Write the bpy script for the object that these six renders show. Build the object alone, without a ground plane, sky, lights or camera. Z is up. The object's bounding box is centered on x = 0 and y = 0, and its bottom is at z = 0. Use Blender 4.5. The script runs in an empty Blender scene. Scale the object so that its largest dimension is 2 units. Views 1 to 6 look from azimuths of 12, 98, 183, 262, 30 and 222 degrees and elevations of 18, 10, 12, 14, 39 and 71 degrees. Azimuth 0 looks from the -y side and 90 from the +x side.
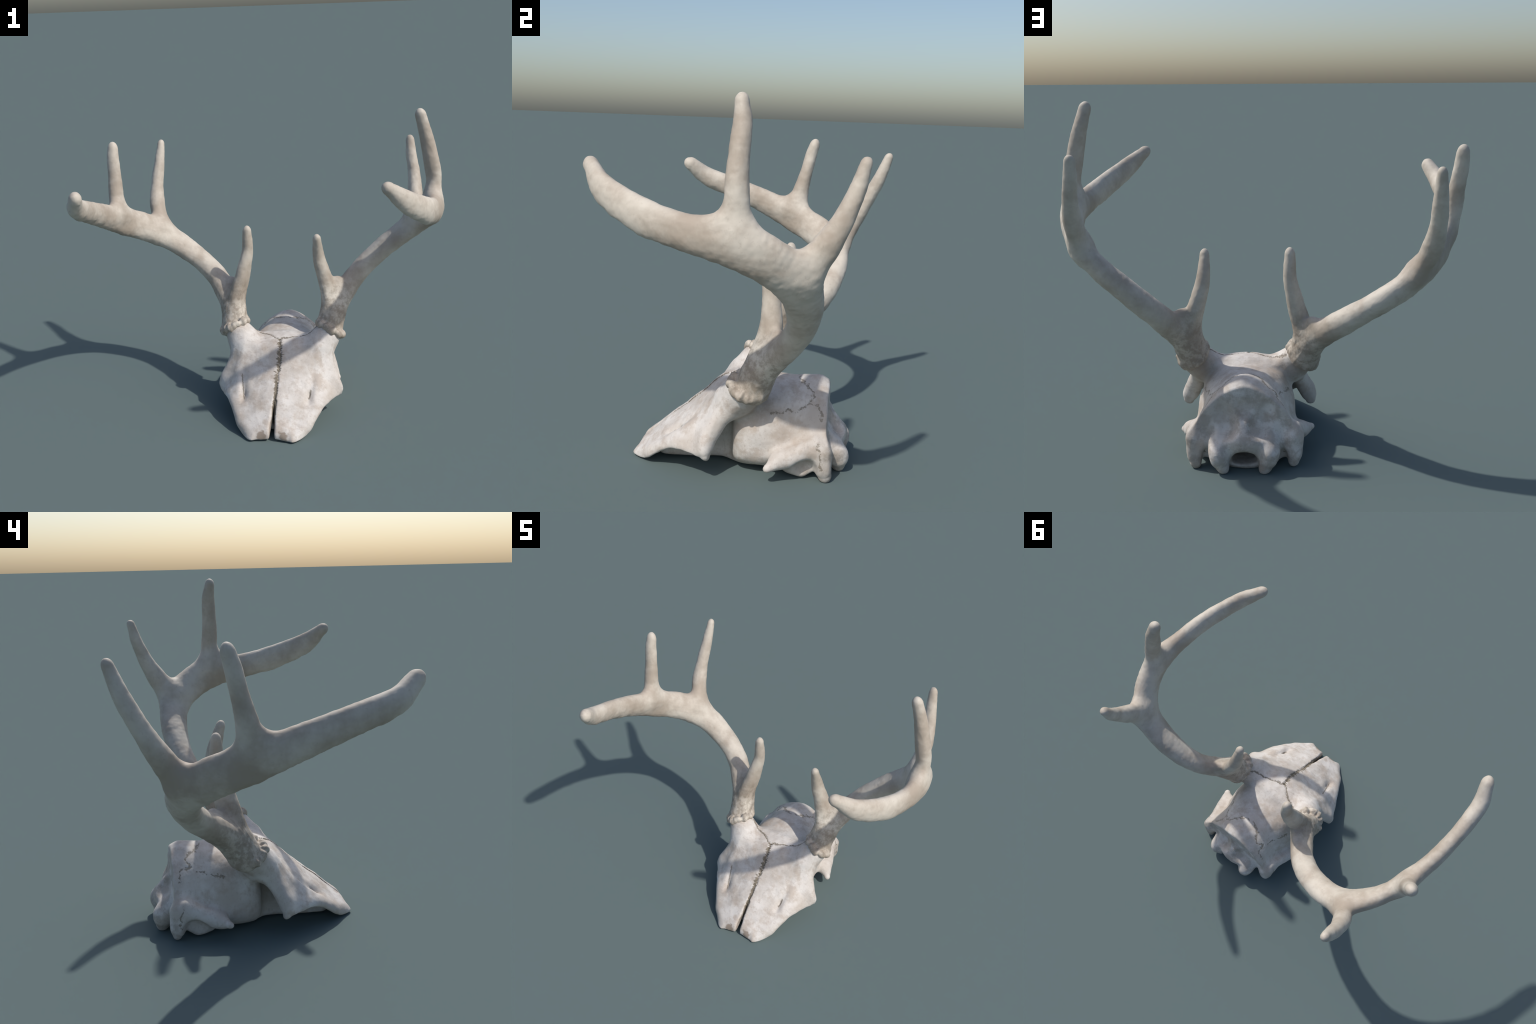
# Weathered deer skull cap with a pair of antlers, built from implicit surfaces:
# tapered elliptical sweeps for the antlers, lofted sections + ellipsoids for the skull.
import bpy, math
import numpy as np
from mathutils import noise as mnoise, Vector

SEED = 7
rng = np.random.default_rng(SEED)

# ------------------------------------------------------------------ helpers
def unit(v):
    v = np.asarray(v, float)
    return v / (np.linalg.norm(v) + 1e-12)

def catmull(P, n):
    P = np.asarray(P, float)
    Q = np.vstack([2 * P[0] - P[1], P, 2 * P[-1] - P[-2]])
    t = np.linspace(0, 1, n, endpoint=False)[:, None]
    out = []
    for i in range(1, len(Q) - 2):
        a, b, c, d = Q[i - 1:i + 3]
        out.append(.5 * (2 * b + (c - a) * t + (2 * a - 5 * b + 4 * c - d) * t ** 2 + (3 * b - a - 3 * c + d) * t ** 3))
    return np.vstack(out + [P[-1:]])

def curve1d(xs, ys):
    """smooth monotone-ish cubic through control points, flat outside"""
    xs = np.asarray(xs, float); ys = np.asarray(ys, float)
    h = np.diff(xs); s = np.diff(ys) / h
    m = np.zeros_like(ys)
    m[1:-1] = np.where(s[:-1] * s[1:] > 0, 2 * s[:-1] * s[1:] / (s[:-1] + s[1:] + 1e-12), 0)
    m[0], m[-1] = s[0], s[-1]
    def f(x):
        x = np.clip(x, xs[0], xs[-1])
        i = np.clip(np.searchsorted(xs, x, side='right') - 1, 0, len(h) - 1)
        t = (x - xs[i]) / h[i]
        return ((2 * t ** 3 - 3 * t ** 2 + 1) * ys[i] + (t ** 3 - 2 * t ** 2 + t) * h[i] * m[i]
                + (-2 * t ** 3 + 3 * t ** 2) * ys[i + 1] + (t ** 3 - t ** 2) * h[i] * m[i + 1])
    return f

def smin(a, b, k):
    h = np.maximum(k - np.abs(a - b), 0) / k
    return np.minimum(a, b) - h * h * k * .25

def smax(a, b, k):
    return -smin(-a, -b, k)

FAR = .12

class Field:
    """signed-distance-like scalar field on a regular grid"""
    def __init__(self, lo, hi, h):
        self.lo = np.array(lo, float); self.h = h
        self.n = np.ceil((np.array(hi) - self.lo) / h).astype(int) + 1
        self.F = np.full(self.n, FAR, np.float32)
    def axes(self, a, b):
        return [(self.lo[k] + self.h * np.arange(a[k], b[k])).astype(np.float32) for k in range(3)]
    def block(self, lo, hi):
        a = np.clip(np.floor((np.asarray(lo) - self.lo) / self.h).astype(int), 0, self.n)
        b = np.clip(np.ceil((np.asarray(hi) - self.lo) / self.h).astype(int) + 1, 0, self.n)
        sl = tuple(slice(a[k], b[k]) for k in range(3))
        x, y, z = self.axes(a, b)
        return sl, x[:, None, None], y[None, :, None], z[None, None, :]

def ell_dist(du, dv, dw, a, b, c):
    k0 = np.sqrt((du / a) ** 2 + (dv / b) ** 2 + (dw / c) ** 2) + 1e-6
    k1 = np.sqrt((du / a ** 2) ** 2 + (dv / b ** 2) ** 2 + (dw / c ** 2) ** 2) + 1e-6
    return k0 * (k0 - 1) / k1

class Sweep:
    """tapered sweep with elliptical section; pts rows: x,y,z,r_wide,r_thin ; wide0/wide1 reference directions"""
    def __init__(self, pts, wide0=(0, 1, 0), wide1=None, n=7, tip=True):
        P = np.array(pts, float)
        if tip:
            t = unit(P[-1, :3] - P[-2, :3]); P[-1, :3] -= t * P[-1, 4] * 1.35
        self.cap = 1.5 if tip else 1.0       # rounded-off point instead of a ball end
        S = catmull(P, n)
        self.C, self.A, self.B = S[:, :3], S[:, 3], S[:, 4]
        T = np.gradient(self.C, axis=0); self.T = T / np.linalg.norm(T, axis=1)[:, None]
        w = np.linspace(0, 1, len(S))[:, None]
        w = w * w * (3 - 2 * w)
        W = np.array(wide0) * (1 - w) + np.array(wide0 if wide1 is None else wide1) * w
        U = W - (W * self.T).sum(1)[:, None] * self.T
        self.U = U / np.linalg.norm(U, axis=1)[:, None]
        self.s = np.concatenate([[0], np.cumsum(np.linalg.norm(np.diff(self.C, axis=0), axis=1))])
    def add(self, fld, k):
        G = np.full(fld.n, FAR, np.float32)
        for i in range(len(self.C) - 1):
            p, q = self.C[i], self.C[i + 1]
            r = max(self.A[i], self.A[i + 1], self.B[i], self.B[i + 1]) + .055
            sl, x, y, z = fld.block(np.minimum(p, q) - r, np.maximum(p, q) + r)
            d = q - p; L2 = d @ d
            t = np.clip(((x - p[0]) * d[0] + (y - p[1]) * d[1] + (z - p[2]) * d[2]) / L2, 0, 1)
            ex = x - p[0] - t * d[0]; ey = y - p[1] - t * d[1]; ez = z - p[2] - t * d[2]
            T = unit(d); U = unit(self.U[i] + self.U[i + 1]); U = unit(U - (U @ T) * T); V = np.cross(T, U)
            a = self.A[i] + t * (self.A[i + 1] - self.A[i]); b = self.B[i] + t * (self.B[i + 1] - self.B[i])
            du = ex * U[0] + ey * U[1] + ez * U[2]; dv = ex * V[0] + ey * V[1] + ez * V[2]
            dw = ex * T[0] + ey * T[1] + ez * T[2]
            G[sl] = np.minimum(G[sl], ell_dist(du, dv, dw, a, b, np.minimum(a, b) * (self.cap if i == len(self.C) - 2 else 1.)))
        fld.F = smin(fld.F, G, np.float32(k))
    def coords(self, P):
        """arc length, unit offset direction and distance of points from the spine"""
        s = np.empty(len(P)); dist = np.empty(len(P)); idx = np.empty(len(P), int)
        for c in range(0, len(P), 8000):
            D = P[c:c + 8000, None, :] - self.C[None]
            d2 = (D ** 2).sum(-1); i = d2.argmin(1)
            idx[c:c + 8000] = i; dist[c:c + 8000] = np.sqrt(d2[np.arange(len(i)), i]) / np.maximum(self.A[i], .02)
        off = P - self.C[idx]; along = (off * self.T[idx]).sum(1)
        return self.s[idx] + along, off - along[:, None] * self.T[idx], dist, idx

def surface_nets(fld):
    F = fld.F; h = fld.h; lo = fld.lo
    nx, ny, nz = F.shape
    s = F < 0
    cnt = np.zeros((nx - 1, ny - 1, nz - 1), np.int8)
    for dx in (0, 1):
        for dy in (0, 1):
            for dz in (0, 1):
                cnt += s[dx:nx - 1 + dx, dy:ny - 1 + dy, dz:nz - 1 + dz]
    I, J, Kk = np.nonzero((cnt > 0) & (cnt < 8))
    vid = np.full(cnt.shape, -1, np.int32); vid[I, J, Kk] = np.arange(len(I))
    acc = np.zeros((len(I), 3)); num = np.zeros(len(I))
    cor = [(a, b, c) for a in (0, 1) for b in (0, 1) for c in (0, 1)]
    for p in cor:
        for ax in range(3):
            if p[ax]: continue
            q = list(p); q[ax] = 1
            fa = F[I + p[0], J + p[1], Kk + p[2]].astype(float); fb = F[I + q[0], J + q[1], Kk + q[2]].astype(float)
            m = (fa < 0) != (fb < 0)
            t = np.where(m, fa / np.where(m, fa - fb, 1), 0)
            pt = np.tile(np.array(p, float), (len(I), 1)); pt[:, ax] += t
            acc += pt * m[:, None]; num += m
    V = (np.stack([I, J, Kk], 1) + acc / num[:, None]) * h + lo
    quads = []
    for ax in range(3):
        o = [k for k in range(3) if k != ax]
        a = [slice(1, -1)] * 3; b = [slice(1, -1)] * 3
        a[ax] = slice(0, -1); b[ax] = slice(1, None)
        ed = s[tuple(a)] != s[tuple(b)]
        E = np.stack(np.nonzero(ed), 1)
        E[:, o[0]] += 1; E[:, o[1]] += 1
        e0 = np.zeros(3, int); e1 = np.zeros(3, int); e0[o[0]] = 1; e1[o[1]] = 1
        q = np.stack([vid[tuple((E - d).T)] for d in (0 * e0, e0, e0 + e1, e1)], 1)
        inside_first = s[tuple(E.T)]
        flip = inside_first if ax != 1 else ~inside_first
        q[~flip] = q[~flip][:, ::-1]
        quads.append(q)
    return V, np.vstack(quads)

def laplace(V, Q, it, lam=.5):
    a = np.concatenate([Q[:, 0], Q[:, 1], Q[:, 2], Q[:, 3]]); b = np.concatenate([Q[:, 1], Q[:, 2], Q[:, 3], Q[:, 0]])
    deg = np.bincount(np.concatenate([a, b]), minlength=len(V)).astype(float)
    for i in range(it):
        for l in (lam, -lam * 1.04):
            S = np.stack([np.bincount(a, V[b, k], len(V)) + np.bincount(b, V[a, k], len(V)) for k in range(3)], 1)
            V = V + l * (S / deg[:, None] - V)
    return V

def vnormals(V, Q):
    n = np.cross(V[Q[:, 2]] - V[Q[:, 0]], V[Q[:, 3]] - V[Q[:, 1]])
    N = np.stack([sum(np.bincount(Q[:, c], n[:, k], len(V)) for c in range(4)) for k in range(3)], 1)
    return N / (np.linalg.norm(N, axis=1)[:, None] + 1e-12)

def fbm(P, scale, octaves=3, seed=0.0):
    """multi-octave noise at points (already in any coordinates)"""
    o = Vector((seed * 13.7, seed * 5.1, seed * 9.3))
    return np.array([mnoise.fractal(Vector(p) * scale + o, .6, 2.0, octaves) for p in P])

def link(ob, parent=None):
    bpy.context.scene.collection.objects.link(ob)
    if parent is not None: ob.parent = parent
    return ob

def split_mesh(V, Q, N, face_region, names, mat):
    """cut one smooth surface into region objects that share border vertices and normals"""
    out = []
    for r, nm in enumerate(names):
        q = Q[face_region == r]
        if len(q) == 0: out.append(None); continue
        used, inv = np.unique(q, return_inverse=True)
        me = bpy.data.meshes.new(nm)
        me.from_pydata(V[used].tolist(), [], inv.reshape(q.shape).tolist())
        me.polygons.foreach_set('use_smooth', np.ones(len(q), bool))
        me.update()
        me.normals_split_custom_set_from_vertices(N[used].tolist())
        me.materials.append(mat)
        out.append(bpy.data.objects.new(nm, me))
    return out

def smooth_labels(label, Q, nlab, it=6):
    """majority smoothing of vertex labels -> face labels with tidy borders"""
    W = np.eye(nlab)[label]
    a = np.concatenate([Q[:, i] for i in range(4)]); b = np.concatenate([Q[:, (i + 1) % 4] for i in range(4)])
    deg = np.bincount(np.concatenate([a, b]), minlength=len(label))[:, None] + 1.
    for _ in range(it):
        S = np.stack([np.bincount(a, W[b, k], len(W)) + np.bincount(b, W[a, k], len(W)) for k in range(nlab)], 1)
        W = (W + S) / deg
    return W[Q].sum(1).argmax(1)

# ------------------------------------------------------------------ materials
class Nodes:
    def __init__(self, name):
        self.m = bpy.data.materials.new(name); self.m.use_nodes = True
        self.t = self.m.node_tree; self.t.nodes.clear()
        self.out = self.t.nodes.new('ShaderNodeOutputMaterial')
        self.bsdf = self.t.nodes.new('ShaderNodeBsdfPrincipled')
        self.t.links.new(self.bsdf.outputs[0], self.out.inputs[0])
        self.co = self.t.nodes.new('ShaderNodeTexCoord').outputs['Object']
    def put(self, sock, v):
        if v is None: return
        if hasattr(v, 'is_linked'): self.t.links.new(v, sock)
        else: sock.default_value = v
    def math(self, op, a, b=None, c=None, clamp=False):
        n = self.t.nodes.new('ShaderNodeMath'); n.operation = op; n.use_clamp = clamp
        for s, v in zip(n.inputs, (a, b, c)): self.put(s, v)
        return n.outputs[0]
    def vec(self, op, a, b=None, scale=None):
        n = self.t.nodes.new('ShaderNodeVectorMath'); n.operation = op
        self.put(n.inputs[0], a); self.put(n.inputs[1], b)
        if scale is not None: self.put(n.inputs['Scale'], scale)
        return n.outputs['Value'] if op in ('DOT_PRODUCT', 'LENGTH', 'DISTANCE') else n.outputs[0]
    def sep(self, v):
        n = self.t.nodes.new('ShaderNodeSeparateXYZ'); self.put(n.inputs[0], v); return n.outputs
    def comb(self, x, y, z):
        n = self.t.nodes.new('ShaderNodeCombineXYZ')
        for s, v in zip(n.inputs, (x, y, z)): self.put(s, v)
        return n.outputs[0]
    def noise(self, scale, detail=4, rough=.55, co=None, col=False, dist=0.):
        n = self.t.nodes.new('ShaderNodeTexNoise'); self.put(n.inputs['Vector'], co or self.co)
        n.inputs['Scale'].default_value = scale; n.inputs['Detail'].default_value = detail
        n.inputs['Roughness'].default_value = rough; n.inputs['Distortion'].default_value = dist
        return n.outputs['Color' if col else 'Fac']
    def step(self, v, lo, hi, a=0., b=1.):
        n = self.t.nodes.new('ShaderNodeMapRange'); n.interpolation_type = 'SMOOTHSTEP'
        self.put(n.inputs[0], v)
        for i, x in enumerate((lo, hi, a, b)): n.inputs[i + 1].default_value = x
        return n.outputs[0]
    def mix(self, f, a, b, mode='MIX'):
        n = self.t.nodes.new('ShaderNodeMix'); n.data_type = 'RGBA'; n.blend_type = mode
        self.put(n.inputs[0], f)
        for s, v in ((n.inputs[6], a), (n.inputs[7], b)):
            self.put(s, (*v, 1) if isinstance(v, tuple) and len(v) == 3 else v)
        return n.outputs[2]
    def segdist(self, p, a, b):
        a = np.array(a, float); b = np.array(b, float); d = b - a
        pa = self.vec('SUBTRACT', p, tuple(a))
        t = self.math('DIVIDE', self.vec('DOT_PRODUCT', pa, tuple(d)), float(d @ d), clamp=True)
        return self.vec('LENGTH', self.vec('SUBTRACT', pa, self.vec('SCALE', tuple(d), scale=t)))
    def chain(self, p, pts):
        r = None
        for a, b in zip(pts[:-1], pts[1:]):
            d = self.segdist(p, a, b)
            r = d if r is None else self.math('MINIMUM', r, d)
        return r
    def bump(self, h, strength, dist):
        n = self.t.nodes.new('ShaderNodeBump'); n.inputs['Strength'].default_value = strength
        n.inputs['Distance'].default_value = dist; self.put(n.inputs['Height'], h)
        self.t.links.new(n.outputs[0], self.bsdf.inputs['Normal'])

# ------------------------------------------------------------------ skull frame
YAW = .042; MIDX = .085          # the skull stands slightly turned in the frame
CS, SN = math.cos(YAW), math.sin(YAW)
def to_world(P):
    P = np.asarray(P, float)
    return np.stack([CS * P[..., 0] - SN * P[..., 1] + MIDX, SN * P[..., 0] + CS * P[..., 1], P[..., 2]], -1)
def to_local(P):
    P = np.asarray(P, float); X = P[..., 0] - MIDX; Y = P[..., 1]
    return np.stack([CS * X + SN * Y, -SN * X + CS * Y, P[..., 2]], -1)

# suture lines in skull coordinates (x across, y to the back, z up)
MID_SUTURE = [(-.004, -.56), (0, -.41), (0, -.30), (.006, -.2), (-.008, -.095)]
CORONAL_R = [(-.008, -.095), (.045, -.078), (.10, -.05), (.17, -.035), (.25, .02)]
SIDE_SUTURES = [[(.23, .12, .30), (.23, .2, .31), (.222, .265, .325), (.205, .285, .345), (.205, .345, .335), (.235, .35, .28)],
                [(.205, .285, .345), (.17, .315, .375), (.13, .27, .405), (.07, .235, .42)],
                [(.262, .34, .19), (.265, .36, .13), (.25, .36, .07)]]
CORONAL_L = [(-.008, -.095), (-.05, -.065), (-.08, -.035), (-.13, -.02), (-.2, .035)]

# ------------------------------------------------------------------ skull shape
PLATE_Z = curve1d([-.6, -.568, -.541, -.43, -.333, -.25, -.18, -.12, -.07, .05, .2],
                  [.02, .044, .066, .156, .236, .308, .375, .412, .422, .424, .43])
PLATE_W = curve1d([-.6, -.572, -.54, -.46, -.42, -.37, -.30, -.25, -.2, -.15, -.1, -.05, .02],
                  [.12, .14, .155, .217, .238, .265, .305, .330, .346, .318, .26, .24, .22])
PLATE_T = curve1d([-.6, -.54, -.45, -.3, -.1], [.07, .07, .06, .045, .06])
FRONT_Y = curve1d([0, .025, .055, .09, .116, .14, .2], [-.55, -.552, -.556, -.560, -.574, -.566, -.50])

def skull_field():
    fld = Field((-.44, -.62, -.03), (.44, .54, .50), .0042)
    f32 = np.float32
    x, y, z = [a.astype(f32) for a in fld.axes((0, 0, 0), fld.n)]
    x = x[:, None, None]; y = y[None, :, None]; z = z[None, None, :]
    ax = np.abs(x)
    C = lambda f, v: f(v).astype(f32)
    def ellip(c, r, rot=None):
        dx, dy, dz = x - f32(c[0]), y - f32(c[1]), z - f32(c[2])
        if rot is not None:
            R = np.array(rot, float)
            dx, dy, dz = [R[i, 0] * dx + R[i, 1] * dy + R[i, 2] * dz for i in range(3)]
        return ell_dist(dx, dy, dz, *r).astype(f32)
    # frontal plate: sloping, gently domed sheet with a bevelled edge
    drop = .066 * (1 - np.exp(-(ax / .2) ** 2)) * C(curve1d([-.22, -.12, -.06], [1, .7, .35]), y) + f32(.003)
    # groove running down to the supraorbital hole on each side, raised orbital rim outside it
    gx = C(curve1d([-.36, -.22, -.14], [.185, .213, .22]), y)
    wing = C(curve1d([-.40, -.30, -.2, -.13, -.05], [0, .07, .115, .12, .03]), y) * np.clip((ax - .215) / .12, 0, 2) ** 1.35
    gd = C(curve1d([-.40, -.345, -.3, -.22, -.16], [0, .020, .016, .008, 0]), y)
    zt = C(PLATE_Z, y) - drop - wing - gd * np.exp(-((ax - gx) / .022) ** 2)
    top = (z - zt) * f32(.76)
    bot = (zt - C(PLATE_T, y) - z) * f32(.8)
    side = (ax - C(PLATE_W, y)) * f32(.85)
    front = (C(FRONT_Y, ax) - y) * f32(.85)
    plate = smax(smax(top, bot, .02), smax(side, front, .02), .03)
    plate = smax(plate, y - f32(.02), .03)
    # braincase loft
    W = C(curve1d([-.12, -.05, .05, .14, .24, .33, .39], [.19, .222, .250, .250, .232, .240, .261]), y)
    TOP = C(curve1d([-.12, -.05, .06, .2, .33, .39], [.36, .396, .410, .421, .430, .405]), y)
    NU = C(curve1d([-.12, .06, .2, .33, .39], [2.4, 2.45, 1.9, 1.72, 1.65]), y)
    zc = f32(.15)
    up = np.maximum(z - zc, 0) / (TOP - zc); dn = np.maximum(zc - z, 0) / f32(.146)
    k = (np.maximum(ax / W, 1e-4) ** NU + up ** NU) ** (1 / NU)
    k2 = ((ax / W) ** 3 + dn ** 3) ** (1 / 3)
    kk = np.where(z > zc, k, k2)
    brain = ((kk - 1) * np.minimum(W, TOP - zc) * f32(.85)).astype(f32)
    brain = smax(brain, y - f32(.381), .010)
    brain = smax(brain, f32(-.068) - y, .05)
    F = smin(plate, brain, .04)
    # occipital bulge below the crest
    F = smin(F, ellip((0, .355, .13), (.155, .105, .14)), .05)
    F = smin(F, ellip((0, .405, .15), (.10, .07, .05)), .04)
    # inner block under the frontal plate (walls of the nasal and orbital cavities)
    iw = C(curve1d([-.46, -.4, -.3, -.15, .0], [.10, .125, .115, .10, .15]), y)
    ib = C(curve1d([-.46, -.36, -.25, -.12, 0], [.012, .0, .002, .008, .008]), y)
    inner = smax(smax(ax - iw, (ib - z), .04), smax(z - zt + f32(.02), np.maximum(f32(-.45) - y, y - f32(.05)), .02), .03)
    F = smin(F, inner.astype(f32), .03)
    fld.F = F
    for sg in (1, -1):
        S = lambda *p: (sg * p[0], *p[1:])
        # pedicle
        Sweep([S(.225, -.06, .36, .082, .082), S(.258, -.018, .402, .083, .083), S(.276, .004, .428, .070, .070)], tip=False).add(fld, .06)
        # postorbital bar stub
        Sweep([S(.245, -.045, .36, .05, .045), S(.266, -.105, .29, .040, .040), S(.302, -.152, .21, .040, .046), S(.325, -.165, .155, .032, .044),
               S(.348, -.158, .085, .018, .03)], wide0=(0, 1, .5)).add(fld, .045)
        # zygomatic root: ridge running forward to a hooked tip
        tipz = .07 if sg > 0 else .088
        Sweep([S(.245, .34, .17, .04, .03), S(.268, .25, .125, .045, .035), S(.285, .17, .10, .04, .04), S(.334 if sg > 0 else .345, .106, tipz, .02, .022)],
              wide0=(0, 0, 1)).add(fld, .05)
        # paroccipital process
        Sweep([S(.24, .36, .14, .05, .04), S(.243, .37, .07, .045, .04), S(.233, .384 + .004 * sg, -.006, .030 + .004 * sg, .032)], wide0=(.5, 1, 0)).add(fld, .04)
        # occipital condyle
        Sweep([S(.12, .40, .125, .05, .05), S(.122, .435, .085, .055, .05), S(.092, .445, -.004, .036, .034)], wide0=(0, 1, 0)).add(fld, .03)
        # ear capsule behind the zygomatic root
        Sweep([S(.20, .22, .06, .05, .05), S(.215, .27, .05, .045, .045), S(.215, .31, .04, .04, .04)]).add(fld, .03)
    F = fld.F
    # foramen magnum and the notches beside the condyles
    fm = smax(np.sqrt((ax / 1.05) ** 2 + (z - .048) ** 2) - f32(.060), np.where(y < .43, .025 - z, -1.).astype(f32), .02)
    F = smax(F, -smax(fm, f32(.12) - y, .03), .02)
    nt = np.sqrt((ax - .188) ** 2 + ((z - .04) * .45) ** 2) - f32(.02)
    F = smax(F, -smax(nt, f32(.36) - y, .02), .02)
    # recess under the zygomatic ridge, in front of the paroccipital process
    F = smax(F, -ellip((.285, .285, .055), (.045, .055, .05)), .03)
    F = smax(F, -ellip((-.285, .285, .055), (.045, .055, .05)), .03)
    # hollowed nuchal face
    for sg in (1, -1):
        F = smax(F, -ellip((sg * .10, .470, .285), (.105, .10, .125)), .010)
    F = smax(F, -ellip((0, .466, .315), (.13, .09, .075)), .010)
    # gap between the two nasal halves, running up into the suture
    gw = C(curve1d([-.6, -.53, -.47, -.41, -.38], [.016, .012, .006, .002, -.01]), y)
    gap = np.abs(x + .004) - gw - np.maximum(z - zt + .02, 0) * f32(.25)
    F = smax(F, -smax(gap, np.maximum(zt - f32(.10) - z, y + f32(.37)), .01), .012)
    # supraorbital holes at the foot of the side grooves
    for sg, hx, hy in ((1, .187, -.338), (-1, -.186, -.345)):
        px, py, pz = x - hx, y - hy, z - (float(PLATE_Z(hy)) - .045)
        F = smax(F, -(np.sqrt((px / .7) ** 2 + (py / 2.2) ** 2 + (pz / 2.) ** 2) - f32(.010)), .008)
    # broken edge along the underside of the snout
    F = smax(F, f32(.004) - z + np.where(y > -.2, -1., 0.).astype(f32), .012)
    fld.F = F.astype(f32)
    return fld

def chain_dist2(P, pts):
    d = np.full(len(P), 9.)
    for a, b in zip(pts[:-1], pts[1:]):
        a = np.array(a); b = np.array(b); e = b - a
        t = np.clip(((P - a) @ e) / (e @ e), 0, 1)
        d = np.minimum(d, np.linalg.norm(P - a - t[:, None] * e, axis=1))
    return d

def build_skull(root, mat):
    V, Q = surface_nets(skull_field())
    V = laplace(V, Q, 4)
    N = vnormals(V, Q)
    # suture grooves, wandering a little; only on upward faces
    jit = fbm(V, 28., 2, 1.)
    P2 = V[:, :2] + np.stack([jit * .010, np.roll(jit, 1) * .004], 1)
    upw = np.clip((N[:, 2] - .25) * 3, 0, 1)
    d = chain_dist2(P2, MID_SUTURE); g = .0065 * np.exp(-(d / .0065) ** 2)
    d = np.minimum(chain_dist2(P2, CORONAL_R), chain_dist2(P2, CORONAL_L)); g += .003 * np.exp(-(d / .005) ** 2)
    g *= upw
    lum = fbm(V, 9., 2, 2.) * .004 + fbm(V, 30., 2, 3.) * .0008
    V = V + N * (lum - g)[:, None]
    V[:, 2] = np.maximum(V[:, 2], 0.)
    lab = np.full(len(V), 1)                                   # parietal / braincase
    x, y, z = V.T; ax = np.abs(x)
    cor = np.interp(ax, [0, .05, .1, .17, .25, .4], [-.095, -.07, -.043, -.03, .03, .06])
    lab[y < cor] = 0                                           # frontal bone
    lab[(y < -.10) & (z < PLATE_Z(y) - .12) & (ax < .2)] = 6   # inner cavity walls
    lab[(ax > .24) & (y > -.06 - .0) & (y < .12) & (z > .33)] = 0
    lab[(ax > .325) & (y < 0) & (z < .2)] = 5                  # postorbital process
    lab[(y > .375) & (ax < .21)] = 2                           # occipital bone
    lab[(y > .40) & (z < .16) & (ax > .065) & (ax < .185)] = 3 # condyles
    lab[(ax > .29) & (y > 0) & (y < .3) & (z < .17)] = 4       # zygomatic root
    lab[(ax > .19) & (y > .33) & (z < .11)] = 7                # paroccipital
    names = ['frontal_bone', 'braincase', 'occipital_bone', 'occipital_condyle', 'zygomatic_process', 'postorbital_process',
             'orbital_wall', 'paroccipital_process']
    fr = smooth_labels(lab, Q, len(names))
    side = V[Q].mean(1)[:, 0] > 0
    VW = to_world(V); NW = vnormals(VW, Q)
    # paired parts become one object per side
    allnames = list(names); reg = fr.copy()
    for r in (3, 4, 5, 7):
        allnames.append(names[r]); reg[(fr == r) & ~side] = len(allnames) - 1
    for ob in split_mesh(VW, Q, NW, reg, allnames, mat):
        if ob: link(ob, root)
    return VW

# ------------------------------------------------------------------ antlers
# control points: x, y, z, half width across the flat, half thickness
RIGHT = dict(
    beam=[(.351, .034, .415, .074, .073), (.373, .069, .498, .064, .064), (.424, .152, .606, .060, .064), (.512, .248, .730, .061, .061), (.645, .297, .865, .073, .058), (.814, .291, 1.016, .088, .052), (.906, .194, 1.125, .092, .054), (.947, .041, 1.198, .090, .053), (.936, -.149, 1.230, .071, .045), (.891, -.332, 1.282, .069, .042), (.807, -.496, 1.360, .058, .037), (.699, -.602, 1.466, .034, .032)],
    tines=[('tine', [(.838, .306, 1.075, .060, .036), (.842, .381, 1.181, .056, .044), (.835, .444, 1.291, .042, .037), (.814, .491, 1.407, .033, .032), (.801, .524, 1.526, .025, .026)]),
           ('tine', [(.925, .053, 1.234, .066, .032), (.943, .060, 1.356, .049, .042), (.920, .057, 1.488, .042, .042), (.886, .063, 1.623, .037, .035), (.851, .052, 1.743, .029, .031)])],
    brow=[(.365, .056, .450, .070, .060), (.365, .084, .580, .064, .046), (.333, .116, .716, .056, .042), (.294, .106, .862, .041, .035), (.286, .066, 1.017, .026, .024)],
    burr=(.369, .024, .450), axis=(.47, .28, .83), fillet=.06,
    web=[(.375, .06, .50, .05, .032), (.393, .125, .62, .046, .030), (.400, .168, .722, .024, .022)], across=(.8, .55, -.3))
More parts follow.
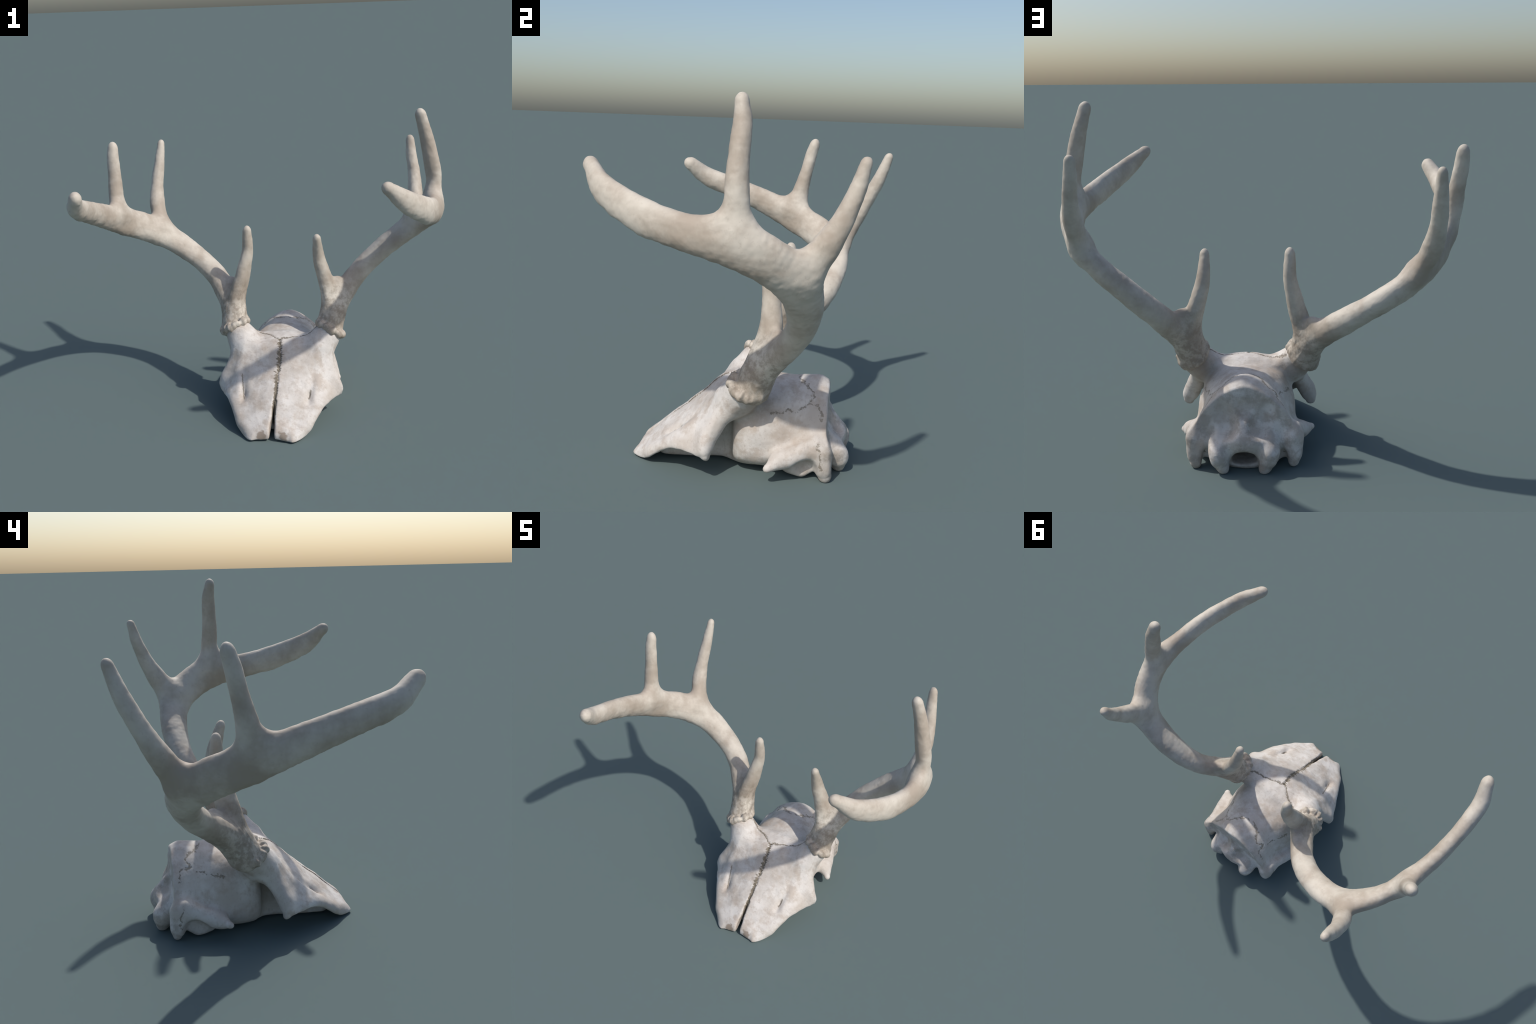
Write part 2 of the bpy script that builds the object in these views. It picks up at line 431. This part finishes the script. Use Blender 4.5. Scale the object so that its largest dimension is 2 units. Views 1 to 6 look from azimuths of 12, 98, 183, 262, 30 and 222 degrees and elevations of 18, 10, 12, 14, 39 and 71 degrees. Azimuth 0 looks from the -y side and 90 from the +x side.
LEFT = dict(
    beam=[(-.211, .012, .415, .074, .073), (-.229, .066, .493, .073, .068), (-.278, .141, .585, .069, .067), (-.382, .252, .686, .068, .063), (-.525, .315, .788, .073, .057), (-.687, .320, .897, .084, .057), (-.813, .231, .991, .090, .056), (-.894, .084, 1.066, .086, .047), (-.940, -.098, 1.146, .072, .046), (-.953, -.283, 1.218, .063, .042), (-.941, -.483, 1.292, .055, .044), (-.884, -.612, 1.390, .041, .036)],
    tines=[('tine', [(-.740, .346, .970, .058, .036), (-.792, .414, 1.089, .051, .049), (-.808, .485, 1.211, .040, .040), (-.806, .551, 1.342, .035, .034), (-.800, .603, 1.481, .025, .023)]),
           ('tine', [(-.915, .058, 1.125, .062, .032), (-.936, .085, 1.229, .048, .044), (-.947, .110, 1.333, .037, .040), (-.958, .135, 1.436, .035, .036), (-.964, .163, 1.539, .032, .032)])],
    brow=[(-.214, .018, .450, .070, .060), (-.208, .070, .593, .064, .049), (-.173, .108, .740, .056, .042), (-.145, .136, .889, .039, .033), (-.144, .137, 1.041, .026, .026)],
    burr=(-.205, -.004, .450), axis=(-.47, .28, .83), fillet=.05,
    web=[(-.225, .05, .50, .05, .032), (-.240, .115, .60, .046, .030), (-.258, .185, .692, .024, .022)], across=(-.8, .55, -.4))

def build_antler(spec, root, mat, seed):
    beam = Sweep(spec['beam'], wide0=(0, 1, 0), wide1=(0, .15, 1))
    brow = Sweep(spec['brow'], wide0=(.25, 1, 0))
    tines = [Sweep(p, wide0=(0, 1, -.3)) for _, p in spec['tines']]
    pts = np.vstack([np.hstack([s.C - s.A[:, None], s.C + s.A[:, None]]) for s in [beam, brow] + tines])
    fld = Field(pts[:, :3].min(0) - .07, pts[:, 3:].max(0) + .07, .0052)
    beam.add(fld, .02); brow.add(fld, spec['fillet'])
    Sweep(spec['web'], wide0=spec['across']).add(fld, .05)   # flattened web between brow tine and beam
    for t, k in zip(tines, (.075, .076)): t.add(fld, k)
    # burr: knobbly ring around the base
    c = np.array(spec['burr']); n = unit(spec['axis'])
    u = unit(np.cross(n, (0, 1, 0))); v = np.cross(n, u)
    sl, x, y, z = fld.block(c - .17, c + .17)
    dx, dy, dz = x - c[0], y - c[1], z - c[2]
    pu = dx * u[0] + dy * u[1] + dz * u[2]; pv = dx * v[0] + dy * v[1] + dz * v[2]; pn = dx * n[0] + dy * n[1] + dz * n[2]
    th = np.arctan2(pv, pu)
    rad = np.sqrt(pu ** 2 + pv ** 2)
    tube = .019 + .0028 * np.sin(11 * th + seed) + .002 * np.sin(17 * th + 2 * seed) + .0025 * np.sin(5 * th)
    ring = np.sqrt((rad - .076) ** 2 + (pn - .004 * np.sin(7 * th)) ** 2 * .8) - tube
    fld.F[sl] = smin(fld.F[sl], ring.astype(np.float32), .02)
    # flat underside where it sits on the pedicle
    fld.F[sl] = smax(fld.F[sl], np.where(pn < .1, (-pn - .035), -1).astype(np.float32), .02)
    V, Q = surface_nets(fld)
    V = laplace(V, Q, 4)
    N = vnormals(V, Q)
    sweeps = [beam, brow] + tines
    co = [s.coords(V) for s in sweeps]
    D = np.stack([c_[2] for c_ in co], 1)
    lab = D.argmin(1)
    # keep the roots of the tines with the beam
    for i, s in enumerate(sweeps[1:], 1):
        root_len = .20 if i == 1 else .09
        lab[(lab == i) & (co[i][0] < root_len)] = 0
    pnv = (V - c) @ n; rv = np.linalg.norm(V - c - pnv[:, None] * n, axis=1)
    lab[(pnv < .028) & (rv < .14)] = 4
    # relief: ridges that run along each branch, strongest near the base, and low lumps
    main = D.argmin(1)
    G = np.empty_like(V)
    for i in range(4):
        m = main == i
        G[m] = co[i][1][m] * 34. + (co[i][0][m] * 7.)[:, None] * np.array([.3, .5, .8])
    h0 = np.linalg.norm(V - c, axis=1)
    base = np.exp(-(h0 / .30) ** 2)
    rid = fbm(G, 1., 3, seed)
    low = fbm(V, 13., 3, seed + 3)
    low2 = fbm(V, 20., 2, seed + 8)
    lump = np.maximum(fbm(V, 24., 2, seed + 5), 0)
    V = V + N * (rid * (.0005 + .0018 * base) + low * .0020 + low2 * .0045 * np.clip(-N[:, 2] * 1.5 - .5, 0, 1) + lump * (.0003 + .0014 * base))[:, None]
    N = vnormals(V, Q)
    fr = smooth_labels(lab, Q, 5)
    names = ['antler', 'brow_tine', 'tine', 'tine', 'burr']
    obs = split_mesh(V, Q, N, fr, names, mat)
    link(obs[0], root)
    for ob in obs[1:]:
        if ob: link(ob, obs[0])
    return V

# ------------------------------------------------------------------ colours
def skull_material():
    n = Nodes('weathered_bone')
    # world -> skull coordinates
    X, Y, Z = n.sep(n.co)
    xs = n.math('SUBTRACT', X, MIDX)
    lx = n.math('ADD', n.math('MULTIPLY', xs, CS), n.math('MULTIPLY', Y, SN))
    ly = n.math('SUBTRACT', n.math('MULTIPLY', Y, CS), n.math('MULTIPLY', xs, SN))
    base = n.mix(n.step(n.noise(5, 5, .6), .35, .65), (.51, .455, .40), (.67, .63, .585))
    base = n.mix(n.math('MULTIPLY', n.step(n.noise(11, 6, .65), .46, .66), .7), base, (.43, .355, .29))
    base = n.mix(n.math('MULTIPLY', n.step(n.noise(60, 4, .7), .54, .70), .35), base, (.36, .30, .26))
    # serrated seams: distance to the line, roughened by noise that is stretched across it
    wob = n.math('SUBTRACT', n.noise(70, 3, .6), .5)
    big = n.math('MULTIPLY', n.math('SUBTRACT', n.noise(22, 2, .5), .5), .014)
    teeth = n.math('SUBTRACT', n.noise(1, 3, .7, co=n.comb(n.math('MULTIPLY', lx, 35.), n.math('MULTIPLY', ly, 190.), n.math('MULTIPLY', Z, 20.))), .5)
    amp = n.step(ly, -.40, -.24)
    p = n.comb(n.math('ADD', lx, big), ly, 0.)
    mid = n.chain(p, [(a, b, 0) for a, b in MID_SUTURE])
    mid = n.math('ADD', mid, n.math('MULTIPLY', n.math('MULTIPLY', teeth, .085), n.math('ADD', n.math('MULTIPLY', amp, .75), .25)))
    upper = n.step(Z, .02, .06)
    m1 = n.math('MULTIPLY', n.step(mid, .0075, .0135, 1., 0.), upper)
    zig2 = n.math('MULTIPLY', n.math('SUBTRACT', n.math('PINGPONG', n.math('ADD', lx, n.math('MULTIPLY', wob, .02)), .008), .004), .45)
    p2 = n.comb(n.math('ADD', lx, n.math('MULTIPLY', wob, .03)), n.math('ADD', n.math('ADD', ly, zig2), n.math('MULTIPLY', n.math('SUBTRACT', n.noise(34, 3, .65), .5), .045)), 0.)
    cor = n.math('MINIMUM', n.chain(p2, [(a, b, 0) for a, b in CORONAL_R]), n.chain(p2, [(a, b, 0) for a, b in CORONAL_L]))
    m2 = n.math('MULTIPLY', n.step(cor, .002, .008, .85, 0.), n.step(Z, .30, .34))
    sut = n.math('MAXIMUM', m1, m2)
    # fainter cracks and seams of the braincase side, mirrored by |x|
    p3 = n.vec('ADD', n.comb(n.math('MULTIPLY', n.math('ABSOLUTE', lx), .04), ly, Z), n.vec('SCALE', n.vec('SUBTRACT', n.noise(30, 3, .65, col=True), (.5, .5, .5)), scale=.05))
    side = None
    for pts in SIDE_SUTURES:
        d = n.chain(p3, [(a * .04, b, c) for a, b, c in pts]); side = d if side is None else n.math('MINIMUM', side, d)
    sut = n.math('MAXIMUM', sut, n.step(side, .002, .0075, .75, 0.))
    # slit-like holes in the side grooves
    p4 = n.comb(n.math('ADD', lx, n.math('MULTIPLY', wob, .012)), ly, 0.)
    sut = n.math('MAXIMUM', sut, n.step(n.chain(p4, [(-.212, -.25, 0), (-.197, -.31, 0), (-.184, -.362, 0)]), .001, .005, .8, 0.))
    sut = n.math('MAXIMUM', sut, n.step(n.chain(p4, [(.187, -.345, 0), (.194, -.31, 0)]), .002, .008, .8, 0.))
    # brown stains: beside seams, on chipped snout tips, nuchal face; dark patch behind burrs
    st1 = n.math('MULTIPLY', n.step(mid, .0, .045, .45, 0.), n.step(n.noise(14, 5, .65), .42, .62))
    base = n.mix(st1, base, (.40, .31, .23))
    tipd = n.vec('DISTANCE', n.comb(n.math('ABSOLUTE', lx), ly, Z), (.058, -.562, .035))
    tipd = n.math('ADD', tipd, n.math('MULTIPLY', n.math('SUBTRACT', n.noise(30, 4), .5), .06))
    base = n.mix(n.step(tipd, .022, .034, .85, 0.), base, (.27, .21, .16))
    ped = n.vec('DISTANCE', n.comb(n.math('ABSOLUTE', lx), ly, Z), (.25, .09, .37))
    ped = n.math('ADD', ped, n.math('MULTIPLY', n.math('SUBTRACT', n.noise(16, 5, .7), .5), .16))
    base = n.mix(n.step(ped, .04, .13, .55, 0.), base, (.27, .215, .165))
    occ = n.math('MULTIPLY', n.step(ly, .36, .39), n.step(n.noise(13, 5, .65), .45, .62))
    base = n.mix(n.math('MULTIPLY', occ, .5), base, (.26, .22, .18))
    scr = n.noise(1, 4, .7, co=n.comb(n.math('MULTIPLY', lx, 16.), n.math('MULTIPLY', ly, 70.), n.math('MULTIPLY', Z, 30.)))
    base = n.mix(n.step(scr, .58, .72, 0., .4), base, (.38, .33, .29))
    col = n.mix(sut, base, n.mix(n.noise(90, 3), (.10, .085, .06), (.24, .20, .15)))
    n.put(n.bsdf.inputs['Base Color'], col)
    n.bsdf.inputs['Roughness'].default_value = .62
    n.bsdf.inputs['Specular IOR Level'].default_value = .3
    n.bump(n.math('SUBTRACT', n.noise(90, 5, .6), n.math('MULTIPLY', sut, .8)), .25, .004)
    return n.m

def antler_material(name, base_point):
    n = Nodes(name)
    d = n.vec('DISTANCE', n.co, tuple(base_point))
    basew = n.step(n.math('ADD', d, n.math('MULTIPLY', n.math('SUBTRACT', n.noise(9, 4), .5), .25)), .12, .42, 1., 0.)
    col = n.mix(n.step(n.noise(4, 5, .6), .35, .65), (.40, .337, .272), (.605, .55, .47))
    col = n.mix(n.math('MULTIPLY', n.step(n.noise(9, 6, .65, dist=.6), .5, .72), .38), col, (.40, .33, .265))
    col = n.mix(n.math('MULTIPLY', n.step(n.noise(38, 5, .7), .56, .74), .35), col, (.34, .29, .24))
    st = n.math('MULTIPLY', basew, n.step(n.noise(26, 5, .7), .40, .62))
    col = n.mix(n.math('MULTIPLY', st, .65), col, (.23, .185, .14))
    n.put(n.bsdf.inputs['Base Color'], col)
    n.bsdf.inputs['Roughness'].default_value = .6
    n.bsdf.inputs['Specular IOR Level'].default_value = .3
    n.bump(n.noise(70, 5, .65), .12, .004)
    return n.m

# ------------------------------------------------------------------ build
root = bpy.data.objects.new('deer_skull', None)
root['label'] = 'bleached deer skull cap with two branching bone coloured antlers'
root['category'] = 'deer skull'
link(root)
build_skull(root, skull_material())
build_antler(RIGHT, root, antler_material('antler_bone', RIGHT['burr']), 1.3)
build_antler(LEFT, root, antler_material('antler_bone', LEFT['burr']), 4.1)
